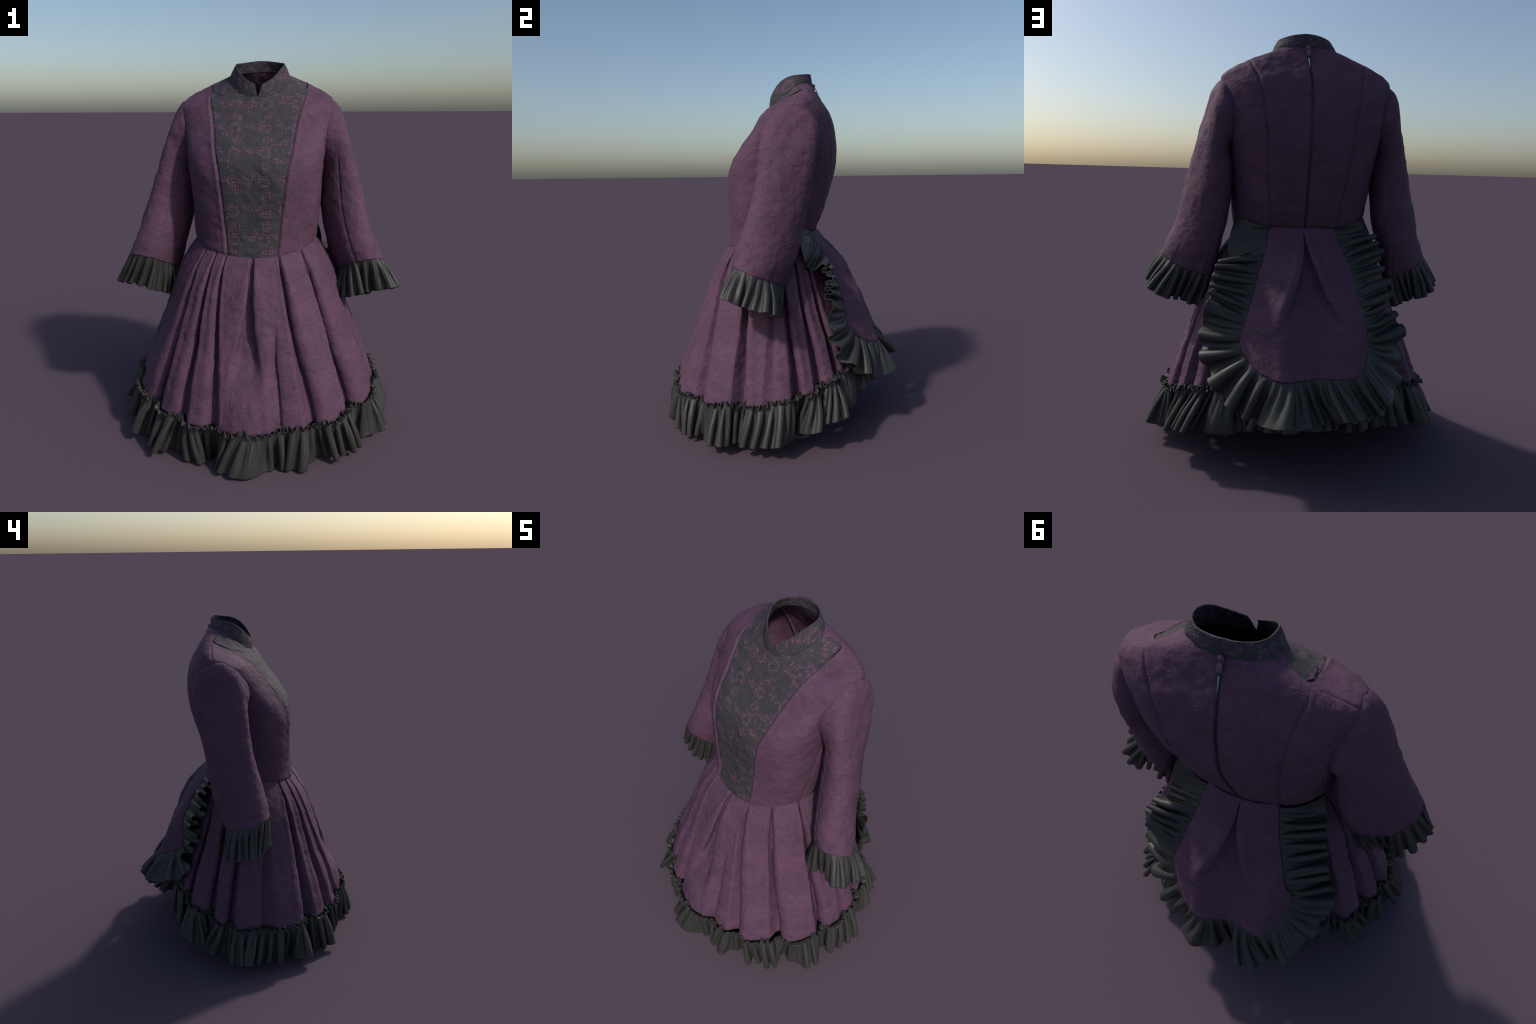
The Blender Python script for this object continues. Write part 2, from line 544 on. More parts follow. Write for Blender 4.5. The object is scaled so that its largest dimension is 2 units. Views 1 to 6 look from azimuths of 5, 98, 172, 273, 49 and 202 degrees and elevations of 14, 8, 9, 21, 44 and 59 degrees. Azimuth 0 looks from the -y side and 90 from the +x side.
# ------------------------------------------------------------------- collar
NCOL = 181
notch = 0.0
rows = np.linspace(0, 1, 18)
COLLAR = []
for t in rows:
    gap = 0.004 + 0.128 * t       # half notch as an angle
    th = np.linspace(gap, TAU - gap, NCOL)
    c, s = np.cos(th), np.sin(th)
    # base ring follows the neckline, top ring is narrower and tilted forward
    base = bodice_half(1.0, np.where(th <= math.pi, th, TAU - th))
    bx = np.where(th <= math.pi, base[:, 0], -base[:, 0])
    low = np.stack([bx + NECK_X, base[:, 1], base[:, 2] - 0.004], 1)
    cc = np.where(c > 0, c, 0)
    top = np.stack([0.128 * s + NECK_X + 0.003, 0.0765 - 0.1135 * c - 0.0105 * c * c,
                    1.975 - 0.032 * c - 0.041 * c * c - 0.034 * c ** 3], 1)
    P = low * (1 - t) + top * t
    P += unit(np.stack([s, -c, 0 * c], 1)) * (0.001 * math.sin(math.pi * t) + 0.003)
    # round the two front corners
    corner = np.exp(-((np.minimum(th, TAU - th) - gap) / 0.05))
    P[:, 2] -= 0.002 * corner * smooth(0.8, 1.0, t)
    COLLAR.append(P)
COLLAR = np.array(COLLAR)
COLLAR[..., :2] += (0.0012 * fbm(COLLAR, 40, 11, 2))[..., None]
grid_object("collar", COLLAR, LACE_COLLAR, thick=0.006, flip=False)

# ------------------------------------------------------------------ sleeves
# rings: outer, front, inner, back points on the wearer's left side
SL = np.array([
    [[0.365, 0.100, 1.800], [0.335, -0.030, 1.620], [0.325, 0.085, 1.515], [0.335, 0.225, 1.640]],
    [[0.408, 0.098, 1.790], [0.366, -0.056, 1.620], [0.345, 0.085, 1.490], [0.370, 0.254, 1.635]],
    [[0.441, 0.088, 1.750], [0.402, -0.054, 1.600], [0.350, 0.080, 1.450], [0.405, 0.247, 1.610]],
    [[0.472, 0.062, 1.655], [0.438, -0.053, 1.545], [0.348, 0.075, 1.395], [0.422, 0.236, 1.545]],
    [[0.505, 0.042, 1.555], [0.450, -0.056, 1.470], [0.347, 0.070, 1.335], [0.432, 0.226, 1.460]],
    [[0.543, 0.020, 1.410], [0.464, -0.070, 1.350], [0.350, 0.060, 1.245], [0.438, 0.203, 1.330]],
    [[0.582, -0.006, 1.265], [0.485, -0.102, 1.215], [0.366, 0.045, 1.130], [0.453, 0.178, 1.190]],
    [[0.625, -0.034, 1.110], [0.518, -0.144, 1.090], [0.395, 0.025, 1.010], [0.480, 0.143, 1.040]],
    [[0.660, -0.050, 1.020], [0.542, -0.166, 1.023], [0.418, 0.010, 0.935], [0.498, 0.113, 0.945]],
    [[0.690, -0.060, 0.945], [0.562, -0.176, 0.968], [0.440, 0.000, 0.870], [0.515, 0.078, 0.862]],
])
ST = np.r_[0, np.cumsum(np.linalg.norm(np.diff(SL.mean(1), axis=0), axis=1))]
ST = ST / ST[-1]


def sleeve_ring(t, a, rings=SL):
    O, F, I, B = [spline(ST, rings[:, k], np.array([t]))[0] for k in range(4)]
    c = (O + I + F + B) / 4
    ca, sa, c2 = np.cos(a)[:, None], np.sin(a)[:, None], np.cos(2 * a)[:, None]
    return c + ca * (O - I) / 2 + sa * (F - B) / 2 + c2 * (O + I - F - B) / 4


def relax(X, rest_h, rest_v, fixed, pull, iters, closed, bend=0.10, keep_out=None, damp=0.93):
    """Settle a strip of cloth X[row, col] by position-based dynamics: keeps its lengths, resists bending, follows `pull`."""
    nr, nc = X.shape[:2]
    ids = np.arange(nr * nc).reshape(nr, nc)
    groups = []

    def add(a, b, rest, k, push_only=False):
        a, b = a.ravel(), b.ravel()
        rest = np.broadcast_to(rest, a.shape).astype(float) if np.ndim(rest) == 0 else np.asarray(rest, float).ravel()
        wa, wb = 1.0 - fixed.ravel()[a], 1.0 - fixed.ravel()[b]
        tot = wa + wb
        ok = tot > 0
        a, b, rest, wa, wb, tot = a[ok], b[ok], rest[ok], wa[ok], wb[ok], tot[ok]
        groups.append((a, b, rest, (k * wa / tot)[:, None], (k * wb / tot)[:, None], push_only))

    RH = rest_h
    for par in (0, 1):
        j0 = np.arange(par, nc if closed else nc - 1, 2)
        j1 = (j0 + 1) % nc
        add(ids[:, j0], ids[:, j1], RH[:, j0], 1.0)
        i0 = np.arange(par, nr - 1, 2)
        add(ids[i0], ids[i0 + 1], np.broadcast_to(rest_v[i0][:, None], (len(i0), nc)), 1.0)
        jj = np.arange(nc if closed else nc - 1)
        jn = (jj + 1) % nc
        dg = np.sqrt(((rest_h[i0] + rest_h[i0 + 1])[:, jj] / 2) ** 2 + rest_v[i0][:, None] ** 2)
        add(ids[i0][:, jj], ids[i0 + 1][:, jn], dg, 0.25)
        add(ids[i0][:, jn], ids[i0 + 1][:, jj], dg, 0.25)
        for st in (2, 4):
            c = np.arange(nc if closed else nc - st)
            c = c[(c // st) % 2 == par]
            add(ids[:, c], ids[:, (c + st) % nc], RH[:, c] * st, bend if st == 2 else bend * 0.6)
        i2 = np.arange(nr - 2)
        i2 = i2[(i2 // 2) % 2 == par]
        add(ids[i2], ids[i2 + 2], np.broadcast_to((rest_v[i2] + rest_v[i2 + 1])[:, None], (len(i2), nc)), bend * 1.5)
    x = X.reshape(-1, 3).astype(float).copy()
    free = (1.0 - fixed.reshape(-1, 1))
    vel = np.zeros_like(x)
    g = pull.reshape(-1, 3)
    for it in range(iters):
        old = x.copy()
        x = x + (vel * damp + g) * free
        for a, b, rest, wa, wb, po in groups:
            d = x[b] - x[a]
            L = np.sqrt((d * d).sum(1)) + 1e-9
            c = ((L - rest) / L)[:, None] * d
            x[a] += wa * c
            x[b] -= wb * c
        if keep_out is not None and it % 2 == 0:
            x = np.where(free > 0, keep_out(x), x)
        vel = np.clip(x - old, -0.004, 0.004)
    return x.reshape(nr, nc, 3)


def ruffle(name, base, out, down, length, width_lo, width_hi, mat, closed=True, ratio=2.0, cell=0.0085, header=0.0,
           seed=1, parent=ROOT, thick=0.003, iters=260, force=0.00035, head_out=0.6, keep_out=None, gather=0.07,
           bend=0.06, outpush=0.0, amp=1.0, wind=0.6, uneven=0.30, lean=0.6, end_curves=None):
    """Gathered frill: a strip longer than its stitch line, seeded with folds of uneven width and then settled."""
    rng = np.random.default_rng(seed)
    cyc = (lambda A: np.vstack([A, A[:1]])) if closed else (lambda A: np.asarray(A))
    seg = np.linalg.norm(np.diff(cyc(base), axis=0), axis=1)
    total = seg.sum()
    S0 = np.r_[0, np.cumsum(seg)]
    widths = []
    while sum(widths) < total:
        widths.append(width_lo + (width_hi - width_lo) * rng.random() ** 1.6)
    widths = np.array(widths) * total / sum(widths)
    nf = len(widths)
    knots = np.r_[0, np.cumsum(widths)]
    mid = (knots[:-1] + knots[1:]) / 2
    # more cloth is gathered into some folds than into others
    dens = np.exp(uneven * rng.normal(0, 0.7, nf))
    cum = np.r_[0, np.cumsum(widths * dens)]
    n = int(total * ratio / cell) // 8 * 8
    s = np.interp(np.linspace(0, cum[-1], n, endpoint=not closed), cum, knots)
    at = lambda A: np.stack([np.interp(s, S0, cyc(A)[:, k]) for k in range(3)], 1)
    Bp, Op, Dp = at(base), unit(at(out)), unit(at(down))
    Tp = unit((np.roll(Bp, -1, 0) - np.roll(Bp, 1, 0)) if closed else np.gradient(Bp, axis=0))
    Lp = np.interp(s, S0, np.r_[length, length[:1]] if closed else length) if np.ndim(length) else np.full(n, float(length))
    loc = lambda v: np.interp(s, mid, v)
    phase = TAU * np.interp(s, knots, np.arange(nf + 1))
    wl = loc(widths)
    nd = int(round(Lp.mean() / cell)) + 1
    ts = np.linspace(0, 1, nd)
    nh = int(round(header / cell)) if header else 0
    fine = TAU * s / 0.034 + 5.0 * vnoise(np.stack([s * 13, 0 * s, 0 * s + seed], 1), 1.0, seed + 9) + 1.6 * np.sin(s * 23)
    amp_f = loc(0.50 + 1.0 * rng.random(nf)) * amp
    shift = loc(rng.normal(0, lean, nf))
    shape = loc(rng.random(nf))

    def gaps(P):
        return np.linalg.norm((np.roll(P, -1, 0) - P) if closed else np.vstack([P[1:] - P[:-1], P[-1:] - P[-2:-1]]), axis=1)

    top = gaps(Bp)
    flare = np.minimum(gaps(Bp + Dp * Lp[:, None]) / np.maximum(top, 1e-6), 3.0)
    if not closed:
        flare[-1] = flare[-2]
    flat = total * ratio / n
    rowsX, rest_h, pull, fixed = [], [], [], []
    for h in range(nh, 0, -1):
        f = h / max(nh, 1)
        rowsX.append(Bp - Dp * (h * cell * 0.7) + Op * (h * cell * 0.55 * head_out + 0.008 * f * np.sin(fine))[:, None] + Tp * (0.004 * f * np.cos(fine * 0.5))[:, None])
        rest_h.append(top + (flat * 1.0 - top) * f ** 0.7)
        pull.append((-Dp * 0.35 + Op * head_out * (1 + 0.8 * np.sin(s * 31 + 2 * np.sin(s * 12)))[:, None]) * force * 0.8)
        fixed.append(np.zeros(n))
    for t in ts:
        a = wl * 0.34 * amp_f * (0.06 + 0.94 * t ** 0.75)
        ph = phase + shift * t * 1.5
        wide = 2 * np.sqrt(np.cos(ph / 2) ** 2 + 0.02) ** 0.8 - 1
        w = np.cos(ph) * (1 - shape) + wide * shape
        off = a * (w + outpush * t) + wl.mean() * gather * 0.35 * np.exp(-((t - 0.12) / 0.16) ** 2) * np.sin(fine)
        tang = a * 0.45 * np.sin(2 * ph)
        rowsX.append(Bp + Dp * (t * Lp)[:, None] * 0.97 + Op * off[:, None] + Tp * tang[:, None])
        k = smooth(-0.10, 0.50, t)
        rest_h.append((top + (flat - top) * k) * (1 + (flare - 1) * t))
        gust = vnoise(np.stack([s * 11, 0 * s + t * 1.6, 0 * s + seed], 1), 1.0, seed)
        gust2 = vnoise(np.stack([s * 7, 0 * s + t * 1.2, 0 * s + seed + 5], 1), 1.0, seed + 3)
        pull.append(Dp * force + (Op * gust[:, None] + Tp * gust2[:, None]) * force * wind)
        fixed.append(np.full(n, 1.0 if t == 0 else 0.0))
    rest_v = np.r_[np.full(nh, cell), np.full(nd - 1, Lp.mean() / (nd - 1))]
    rowsX, fixed = np.array(rowsX), np.array(fixed)
    if end_curves is not None:              # the two short ends are stitched down as well
        for col, curve in ((0, end_curves[0]), (-1, end_curves[1])):
            rowsX[:, col] = curve(ts)
            fixed[:, col] = 1
    X = relax(rowsX, np.array(rest_h), rest_v, fixed, np.array(pull), iters, closed, bend=bend, keep_out=keep_out)
    ob = grid_object(name, X, mat, wrap=closed, parent=parent)
    sub = ob.modifiers.new("smooth", "SUBSURF")
    sub.levels = sub.render_levels = 1
    so = ob.modifiers.new("thickness", "SOLIDIFY")
    so.thickness, so.offset = thick, 0.0
    return ob


def build_sleeve(side, suffix):
    m = 160
    a = np.linspace(0, TAU, m, endpoint=False)
    P = np.array([sleeve_ring(t, a) for t in np.linspace(0, 1, 90)])
    P[..., 0] += (0.018 if side < 0 else -0.004) * smooth(0.2, 0.8, np.linspace(0, 1, 90))[:, None]
    P[..., 0] *= side
    Nn = grid_normals(P, True)
    c = P.mean(1, keepdims=True)
    if ((P - c) * Nn).sum(-1).mean() < 0:
        Nn = -Nn
    d = 0.005 * fbm(P, 8, 31, 3) + 0.0017 * fbm(P, 36, 37, 2)
    arc = a[None, :]
    for centre in (1.75, 4.35):             # the two long sleeve seams
        dist = np.abs((arc - centre + math.pi) % TAU - math.pi) * np.linalg.norm(P - c, axis=2)
        d = d - 0.0045 * np.exp(-(dist / 0.0055) ** 2) * smooth(0.16, 0.26, np.linspace(0, 1, 90))[:, None]
    tt = np.linspace(0, 1, 90)[:, None]
    # soft bend folds near the elbow and puff below the shoulder seam
    d = d + 0.001 * np.exp(-((tt - 0.12) / 0.05) ** 2)
    P = P + Nn * d[..., None]
    nm = "sleeve" + suffix
    sl = grid_object(nm, P, PURPLE, wrap=True, thick=0.004, flip=(side < 0))
    base = P[-1]
    axis = unit((P[-1].mean(0) - P[-12].mean(0)) * np.array([1, 0.4, 1]))
    out = unit(base - base.mean(0))
    base = base - out * 0.004 - axis * 0.004
    down = np.tile(axis, (len(base), 1)) + out * np.array([0.28, 0.0, 0.28]) + np.array([0, 0, -0.10])
    ruffle("cuff_ruffle" + suffix, base, out, unit(down), 0.118, 0.022, 0.070, SATIN, True, ratio=2.0, cell=0.0062,
           seed=41 if side > 0 else 47, parent=sl, iters=200, wind=0.4, lean=0.9, uneven=0.22, bend=0.045)
    return sl


build_sleeve(1, "")
build_sleeve(-1, ".001")

# -------------------------------------------------------------------- skirt
def ellipse_pt(theta, a, yf, yb, yc, p=2.1):
    s, c = np.sin(theta), np.cos(theta)
    x = a * np.sign(s) * np.abs(s) ** (2 / p)
    y = yc - np.where(c > 0, (yc - yf), (yb - yc)) * np.sign(c) * np.abs(c) ** (2 / p)
    return x, y


# pleats: (angle at waist, at hem, folded edge lies on + or - side, depth, half width at hem in degrees, starts at t)
PLEATS = [(0, -2, 0, 1.0, 9.0, 0.0), (13, 14, 1, 0.5, 5.0, 0.35), (23, 30, 1, 1.0, 5.5, 0.0), (48, 54, 1, 1.1, 5.5, 0.0), (76, 79, 1, 1.2, 4.5, 0.0),
          (96, 95, 1, 0.35, 5.0, 0.2), (103, 111, 1, 1.1, 4.0, 0.0), (118, 125, 1, 1.0, 4.5, 0.0), (132, 138, 1, 1.0, 4.0, 0.0), (155, 157, 1, 0.8, 5.0, 0.0),
          (-23, -16, -1, 0.8, 4.5, 0.0), (-34, -32, -1, 1.0, 5.0, 0.0), (-48, -50, -1, 1.2, 5.5, 0.0), (-74, -78, -1, 0.6, 7.0, 0.0),
          (-92, -99, -1, 1.1, 5.0, 0.0), (-108, -114, -1, 1.0, 4.5, 0.0), (-128, -134, -1, 1.0, 5.5, 0.0), (-152, -155, -1, 0.8, 5.0, 0.0)]
PLEATS.sort(key=lambda q: q[0])
F_T = [0, 0.05, 0.15, 0.39, 0.58, 0.75, 1.0]
F_V = [0.0, 0.085, 0.235, 0.46, 0.625, 0.795, 1.0]


def skirt_pt(sdeg, t, amp=1.0, lap=1.0):
    """Skirt surface; sdeg in [-180, 180), t 0 waist .. 1 hem (array over sdeg)."""
    n = len(PLEATS)
    w0 = np.array([p[0] for p in PLEATS], float)
    edge = np.array([p[0] + (p[1] - p[0]) * smooth(0, 1, t) for p in PLEATS])
    # remap the parameter so that pleat edges wander from waist to hem
    xs = np.r_[w0[-1] - 360, w0, w0[0] + 360]
    ys = np.r_[edge[-1] - 360, edge, edge[0] + 360]
    ang = np.interp(sdeg, xs, ys)
    D = amp * (0.010 + 0.022 * smooth(0.0, 0.10, t) + 0.022 * smooth(0.0, 0.6, t))
    prof = np.zeros_like(sdeg)
    dang = np.zeros_like(sdeg)
    for k in range(n):
        dk, hk, wh, t0 = PLEATS[k][2:]
        grow = smooth(t0 - 0.02, t0 + 0.3, t) if t0 > 0 else 1.0
        wd = 1.6 + (0.62 * wh - 1.6) * smooth(0.0, 0.25, t) + 0.38 * wh * smooth(0.2, 1.0, t)
        if dk == 0:                        # inverted box pleat in front, fading to a bulge
            wd = 2.0 + 6.0 * smooth(0.0, 0.5, t)
            hk = hk * (1 - 1.25 * smooth(0.42, 0.95, t))
        q = (ang - edge[k] + 180) % 360 - 180
        q = q / wd
        sel = np.abs(q) < 1
        u = q * (dk if dk else 1)
        # steep wall under the folded edge, gentler ramp on the other side
        v = np.where(u > 0.25, (u - 0.25) / 0.75, (u - 0.25) / 1.25)
        well = np.cos(math.pi * np.clip(v, -1, 1) / 2) ** 1.1 if dk else np.clip(1.25 * (1 - u * u), 0, 1)
        prof = np.where(sel, prof - hk * grow * well, prof)
        lapw = lap * (0.75 * smooth(0.0, 0.08, t) * (1 - 0.30 * smooth(0.5, 1.0, t))) * grow
        if dk:
            dang -= dk * lapw * wd * np.exp(-((u - 0.78) / 0.30) ** 2)
        else:
            dang += -np.sign(q) * lapw * wd * 0.7 * np.exp(-((np.abs(q) - 0.95) / 0.25) ** 2) * (1 - smooth(0.35, 0.7, t))
        prof = prof + 0.10 * hk * grow * np.exp(-((np.abs(q) - 1.25) / 0.5) ** 2)
    th = np.radians(ang + dang)
    back = smooth(0.2, -0.9, np.cos(th))
    f = spline(F_T, F_V, np.array([t]))[0]
    a0, yf0, yb0, yc0 = 0.323, -0.309, 0.204, -0.02
    a1, yf1, yb1, yc1 = 0.668, -0.632, 0.488, -0.02
    x, y = ellipse_pt(th, a0 + (a1 - a0) * f, yf0 + (yf1 - yf0) * f, yb0 + (yb1 - yb0) * f, yc0, 2.15 - 0.1 * f)
    c = np.cos(th)
    z0 = 1.070 + np.where(c > 0, -0.060 * np.abs(c) ** 1.8, 0.040 * np.abs(c) ** 1.8)
    z1 = 0.262 + np.where(c > 0, -0.062 * np.abs(c) ** 1.3, 0.165 * np.abs(c) ** 1.5)
    z = z0 + (z1 - z0) * t
    r = np.sqrt(x**2 + (y - yc0) ** 2)
    off = prof * D
    # lazy waves low down
    off = off + amp * 0.012 * smooth(0.35, 1, t) * np.sin(3 * th * 3.7 + 1.3) * (0.6 + 0.4 * np.sin(2.3 * th))
    P = np.stack([x + off * x / r, y + off * (y - yc0) / r, z], -1)
    return P


NS = 1400
sdeg = np.linspace(-180, 180, NS, endpoint=False)
TS = np.r_[np.linspace(0, 0.12, 16)[:-1], np.linspace(0.12, 1, 74)]
SK = np.array([skirt_pt(sdeg, t) for t in TS])
# soften across the grid, keeping the crisp fold edges high up
for k, t in enumerate(TS):
    reps = int(2 + 7 * t)
    SK[k] = blur(SK[k], reps, True)
Nn = grid_normals(SK, True)
if (Nn[40, NS // 2] @ np.array([0, -1, 0.2])) < 0:
    Nn = -Nn
SK = SK + Nn * ((0.004 * fbm(SK, 7, 71, 3) + 0.0016 * fbm(SK, 33, 77, 2)) * smooth(0, 0.1, TS)[:, None])[..., None]
SK[-1] -= unit(Nn[-1]) * 0.004
skirt = grid_object("skirt", SK, PURPLE_SKIRT, wrap=True, flip=True, thick=0.004)

# hem ruffle hangs from the hem, following the softened fold line
hemline = np.array(skirt_pt(sdeg, 1.0, 0.75, 0.0))
hemline = blur(resample(hemline, 900, True), 14, True)
cen = np.array([0, -0.05, 0])
rad = hemline - cen
rad[:, 2] = 0
rad = unit(rad)
tang = unit(np.roll(hemline, -1, 0) - np.roll(hemline, 1, 0))
outv = unit(np.cross(tang, np.array([0, 0, 1.0])))
if (outv * rad).sum(1).mean() < 0:
    outv = -outv
outv = unit(outv * 0.6 + rad * 0.4)
down = unit(np.array([0, 0, -1.0]) + (0.20 + 0.20 * smooth(0.0, -0.4, rad[:, :1]) * smooth(-0.5, 0.2, rad[:, 1:2])) * rad)
hemline = hemline + outv * 0.006 + np.array([0, 0, 0.004])
side_len = 0.152 + 0.016 * smooth(0.1, -0.5, hemline[:, 0]) * smooth(0.1, -0.3, hemline[:, 1])
ruffle("hem_ruffle", hemline, outv, down, side_len, 0.042, 0.135, SATIN, True, ratio=2.4, cell=0.0088, header=0.027, seed=5,
       parent=skirt, iters=240, head_out=0.9, uneven=0.30, wind=0.45, lean=1.0, bend=0.05)

# ---------------------------------------------------------------- overskirt
OZ = [0.46, 0.477, 0.575, 0.666, 0.73, 0.846, 0.914, 1.005, 1.06, 1.112]
OY = [0.588, 0.581, 0.538, 0.503, 0.478, 0.420, 0.386, 0.308, 0.252, 0.212]
WZ = [0.46, 0.55, 0.61, 0.68, 0.74, 0.80, 0.90, 1.02, 1.112]
WX = [0.300, 0.302, 0.300, 0.288, 0.268, 0.250, 0.222, 0.180, 0.156]


LOWX = [-0.31, -0.285, -0.25, -0.20, -0.12, -0.02, 0.06, 0.12, 0.20, 0.26, 0.32]
LOWY = [-0.180, -0.140, -0.070, -0.008, -0.014, -0.034, -0.012, 0.004, -0.025, -0.065, -0.115]


def over_pt(s, t):
    """Overskirt: s in [-1, 1] (towards +x), t 0 waist .. 1 lower edge."""
    s = np.asarray(s, float)
    z_end = 0.480 + 0.115 * np.abs(s) ** 5
    z = 1.110 + (z_end - 1.110) * t
    wid = spline(WZ, WX, z)
    x = s * wid + 0.008 + 0.008 * smooth(1.0, 0.6, z)
    drop = smooth(1.12, 0.60, z)
    low = spline(LOWX, LOWY, x)                                   # wavy lower edge seen from above
    high = -0.030 * np.abs(s) ** 2.4 - 0.075 * smooth(1.1, 0.85, z) * np.abs(s) ** 3
    y = spline(OZ, OY, z) + high * (1 - drop) + low * drop
    return np.stack([x, y, z], -1)


ss = np.linspace(-1, 1, 181)
OV = []
for t in np.linspace(0, 1, 90):
    P = over_pt(ss, t)
    # crisp pleat edges near the waist, diverging downward
    e0 = np.where(ss > 0, 0.02 + 0.72 * t, 0.02 + 0.80 * t)
    dep = 0.042 * smooth(0.0, 0.15, t) * (1 - smooth(0.35, 0.75, t))
    inside = 1 - smooth(e0 - 0.06, e0 + 0.01, np.abs(ss))
    lip = np.exp(-((np.abs(ss) - e0 - 0.06) / 0.09) ** 2)
    P[:, 1] += -dep * inside + 0.40 * dep * lip
    # the fold edge is laid over the recess
    P[:, 0] -= np.sign(ss) * 0.016 * np.exp(-((np.abs(ss) - e0) / 0.035) ** 2) * (dep / 0.042)
    OV.append(P)
OV = np.array(OV)
On = grid_normals(OV, False)
if (On[40, 90] @ np.array([0, 1, 0.3])) < 0:
    On = -On
OV = OV + On * (0.0035 * fbm(OV, 8, 91, 3) + 0.0015 * fbm(OV, 33, 95, 2))[..., None]
overskirt = grid_object("overskirt", OV, PURPLE_SKIRT, flip=False, thick=0.004)

# its frill: runs down one side, round the bottom and up the other
edge_curve = np.vstack([OV[:, -1], OV[-1, ::-1][1:], OV[::-1, 0][1:]])
edge_n = np.vstack([On[:, -1], On[-1, ::-1][1:], On[::-1, 0][1:]])
ec = resample(edge_curve, 500)
en = np.stack([np.interp(np.linspace(0, 1, 500), np.linspace(0, 1, len(edge_n)), edge_n[:, k]) for k in range(3)], 1)
ec = blur(ec, 60, False)
en = unit(blur(en, 200, False))
tg = unit(np.gradient(ec, axis=0))
wside = smooth(0.30, 0.85, np.abs(tg[:, 2]))
wside = blur(np.stack([wside] * 3, 1), 250, False)[:, :1]
sgn = np.tanh(ec[:, :1] / 0.12)
# sides reach out round the skirt, the bottom hangs and kicks backward
downv = unit(np.hstack([sgn, -0.32 + 0 * sgn, -0.10 + 0 * sgn]) * wside
             + np.hstack([0.55 * sgn * np.abs(sgn) ** 3, 0.40 + 0 * sgn, -0.90 + 0 * sgn]) * (1 - wside))
outn = unit(en - (en * downv).sum(1, keepdims=True) * downv)
f01 = np.linspace(0, 1, 500)
Lr = 0.130 + 0.052 * wside[:, 0] - 0.034 * wside[:, 0] * (sgn[:, 0] > 0)
amp_s = [0.5, 0.8, 1.0, 1.0, 1.1, 1.3, 1.3, 1.3, 1.1, 1.0, 1.0, 0.8, 0.5]
# the frill lies on the skirt: keep it outside the skirt's own radius
AB, ZB = 180, 60
SKR = np.zeros((ZB, AB))
sk = SK.reshape(-1, 3)
ai = ((np.arctan2(sk[:, 0], -sk[:, 1] - 0.02) + math.pi) / TAU * AB).astype(int) % AB
zi = np.clip((sk[:, 2] / 1.15 * ZB).astype(int), 0, ZB - 1)
np.maximum.at(SKR, (zi, ai), np.hypot(sk[:, 0], sk[:, 1] + 0.02))


def off_skirt(x):
    a = ((np.arctan2(x[:, 0], -x[:, 1] - 0.02) + math.pi) / TAU * AB).astype(int) % AB
    z = np.clip((x[:, 2] / 1.15 * ZB).astype(int), 0, ZB - 1)
    r = np.hypot(x[:, 0], x[:, 1] + 0.02)
    need = np.maximum(SKR[z, a] + 0.006 - r, 0) * (x[:, 2] < 1.09)
    need = np.minimum(need, 0.006)
    out = x.copy()
    out[:, 0] += x[:, 0] / r * need
    out[:, 1] += (x[:, 1] + 0.02) / r * need
    return out


def end_curve(sg):
    def f(ts):
        xa = (0.160 + (0.325 - 0.160) * ts)
        y = -0.02 + 0.232 * np.clip(1 - (xa / 0.345) ** 2.2, 0, 1) ** (1 / 2.2) + 0.010 + 0.018 * ts
        return np.stack([sg * xa + 0.004, y, 1.112 + 0.040 * smooth(0.1, 1, ts)], 1)
    return f


ruffle("overskirt_ruffle", ec - outn * 0.004, outn, downv, Lr, 0.048, 0.110, SATIN, False, ratio=2.05, cell=0.0085, seed=15, bend=0.055, wind=0.65, lean=0.9, uneven=0.22,
       parent=overskirt, iters=240, keep_out=off_skirt, outpush=0.25, end_curves=(end_curve(1), end_curve(-1)))

# ------------------------------------------------------------------- zipper
ZIP = bpy.data.objects.new("zipper", None)
bpy.context.scene.collection.objects.link(ZIP)
ZIP.parent = ROOT
cb = BOD2[:, e[5]]
nb = NB2[:, e[5]]
cb_s = np.r_[0, np.cumsum(np.linalg.norm(np.diff(cb, axis=0), axis=1))]


def zip_at(z):
    k = np.interp(z, cb[:, 2], np.arange(NROW))
    P = np.array([np.interp(k, np.arange(NROW), cb[:, i]) for i in range(3)])
    n = unit(np.array([np.interp(k, np.arange(NROW), nb[:, i]) for i in range(3)]))
    P[0] += 0.007 * math.sin((z - 1.1) / 0.83 * math.pi)
    return P, n


def box(c, ax, half_sizes):
    V, F = [], []
    for sx in (-1, 1):
        for sy in (-1, 1):
            for sz in (-1, 1):
                V.append(c + ax[0] * half_sizes[0] * sx + ax[1] * half_sizes[1] * sy + ax[2] * half_sizes[2] * sz)
    F = [(0, 1, 3, 2), (4, 6, 7, 5), (0, 4, 5, 1), (2, 3, 7, 6), (0, 2, 6, 4), (1, 5, 7, 3)]
    return V, F


V, F = [], []
zs = np.arange(1.115, 1.905, 0.0052)
for k, z in enumerate(zs):
    P, n = zip_at(z)
    X = np.array([1.0, 0, 0])
    up = unit(np.cross(n, X))
    tilt = 0.35 if k % 2 else -0.35
    ax0 = unit(X * math.cos(tilt) + up * math.sin(tilt))
    ax1 = unit(np.cross(n, ax0))
    v, f = box(P + n * 0.0025 + X * (0.0024 if k % 2 else -0.0024), (ax0, ax1, n), (0.0038, 0.0016, 0.0022))
    F += [tuple(i + len(V) for i in q) for q in f]
    V += v
teeth = add_mesh("zipper_teeth", V, F, TEETH, parent=ZIP, angle=0.5)
teeth["kind"] = "stuff"
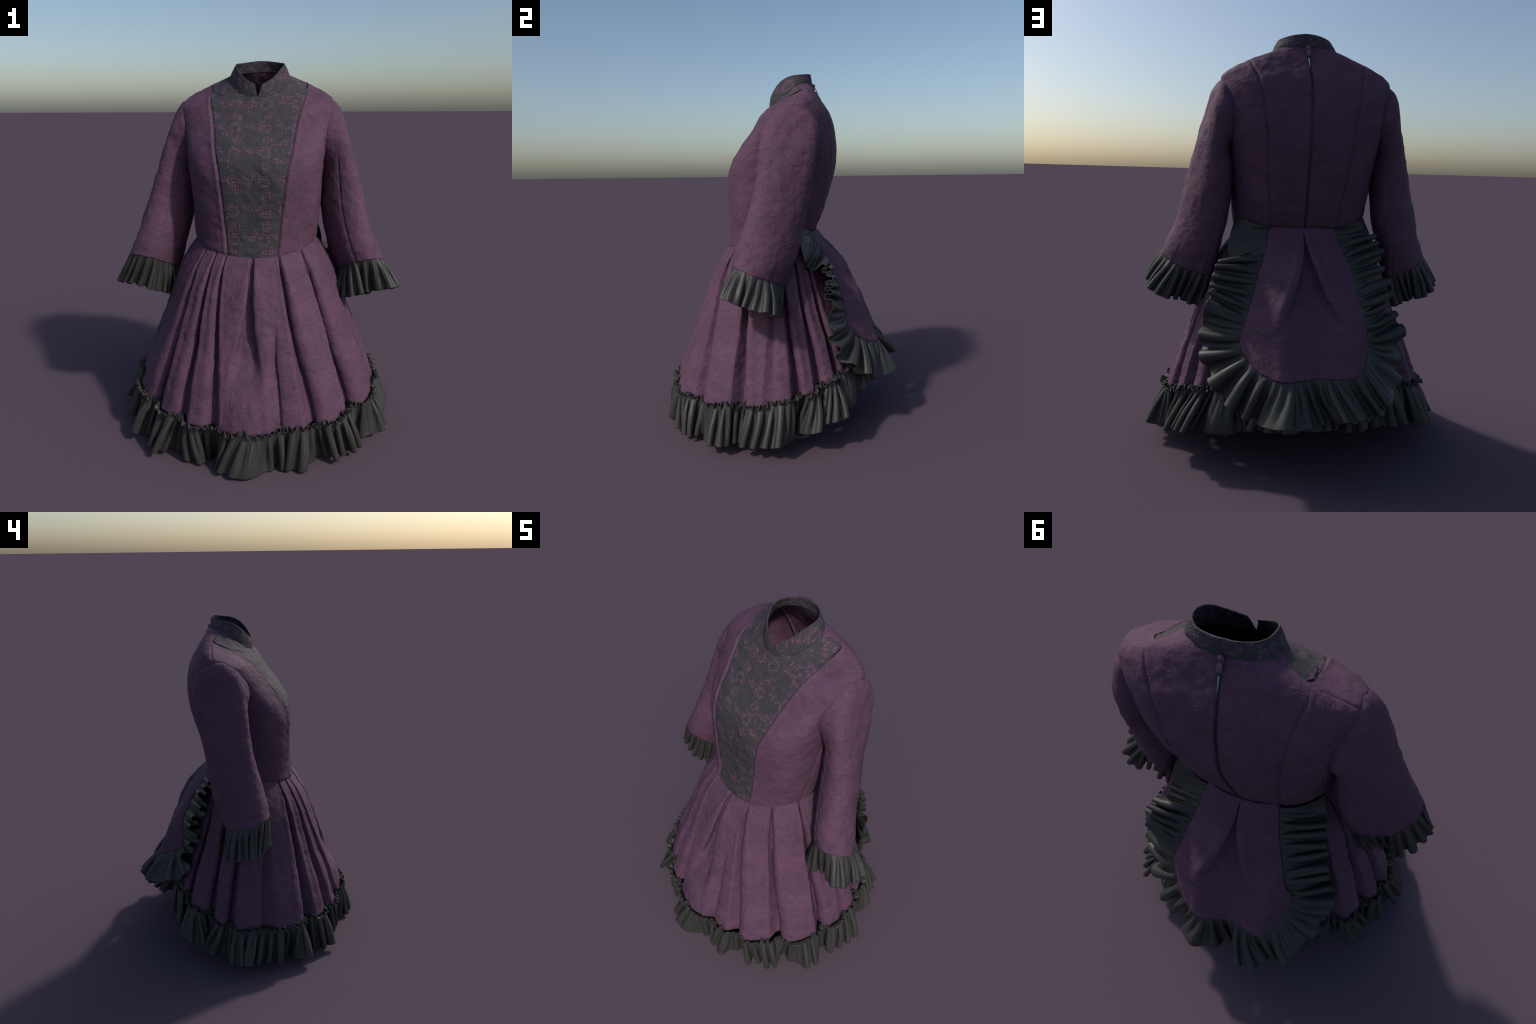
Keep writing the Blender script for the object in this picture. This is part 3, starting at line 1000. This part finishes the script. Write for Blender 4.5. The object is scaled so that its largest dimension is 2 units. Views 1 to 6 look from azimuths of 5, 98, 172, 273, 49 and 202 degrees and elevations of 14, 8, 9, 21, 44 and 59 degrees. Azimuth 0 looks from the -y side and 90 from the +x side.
# tape
tp = []
for z in np.linspace(1.108, 1.93, 80):
    P, n = zip_at(z)
    tp.append([P + n * 0.0012 + np.array([dx, 0, 0]) for dx in (-0.005, -0.003, 0.0, 0.003, 0.005)])
grid_object("zipper_tape", np.array(tp), TAPE, parent=ZIP, thick=0.001, flip=True)


def loft_body(name, z, sections, mat):
    """Small rounded solid on the zipper: sections = (along, half width, height lo, height hi)."""
    P0, n = zip_at(z)
    X = np.array([1.0, 0, 0])
    up = unit(np.cross(X, n))
    if up[2] < 0:
        up = -up
    R = []
    for al, hw, lo, hi in sections:
        ring = []
        for a in np.linspace(0, TAU, 20, endpoint=False):
            cx = math.copysign(abs(math.cos(a)) ** 0.6, math.cos(a))
            cy = math.copysign(abs(math.sin(a)) ** 0.6, math.sin(a))
            ring.append(P0 + up * al + X * hw * cx + n * ((lo + hi) / 2 + (hi - lo) / 2 * cy))
        R.append(ring)
    R = np.array(R)
    n_, m_ = R.shape[:2]
    Vv = np.vstack([R.reshape(-1, 3), R[0].mean(0)[None], R[-1].mean(0)[None]])
    Ff = [tuple(q) for q in grid_faces(n_, m_, True)]
    Ff += [(n_ * m_, (j + 1) % m_, j) for j in range(m_)]
    Ff += [(n_ * m_ + 1, (n_ - 1) * m_ + j, (n_ - 1) * m_ + (j + 1) % m_) for j in range(m_)]
    return add_mesh(name, Vv, Ff, mat, parent=ZIP, angle=0.8)


loft_body("zipper_slider", 1.926, [(-0.014, 0.006, 0.001, 0.004), (-0.012, 0.009, 0.001, 0.006), (0.0, 0.0095, 0.001, 0.008),
                                   (0.008, 0.0105, 0.001, 0.011), (0.014, 0.009, 0.002, 0.013), (0.019, 0.006, 0.003, 0.011), (0.021, 0.003, 0.004, 0.008)], SLIDER)
loft_body("zipper_bridge", 1.930, [(-0.006, 0.003, 0.007, 0.010), (-0.002, 0.0045, 0.007, 0.015), (0.006, 0.005, 0.007, 0.017), (0.013, 0.0045, 0.007, 0.015), (0.016, 0.003, 0.007, 0.010)], SLIDER)
loft_body("zipper_pull", 1.912, [(-0.022, 0.006, 0.005, 0.008), (-0.020, 0.0085, 0.004, 0.009), (0.006, 0.0085, 0.008, 0.012), (0.011, 0.006, 0.009, 0.012)], SLIDER)
loft_body("zipper_pin", 1.858, [(-0.036, 0.0012, 0.003, 0.005), (-0.034, 0.0020, 0.003, 0.0055), (0.032, 0.0026, 0.003, 0.006), (0.034, 0.0015, 0.003, 0.005)], STEEL)
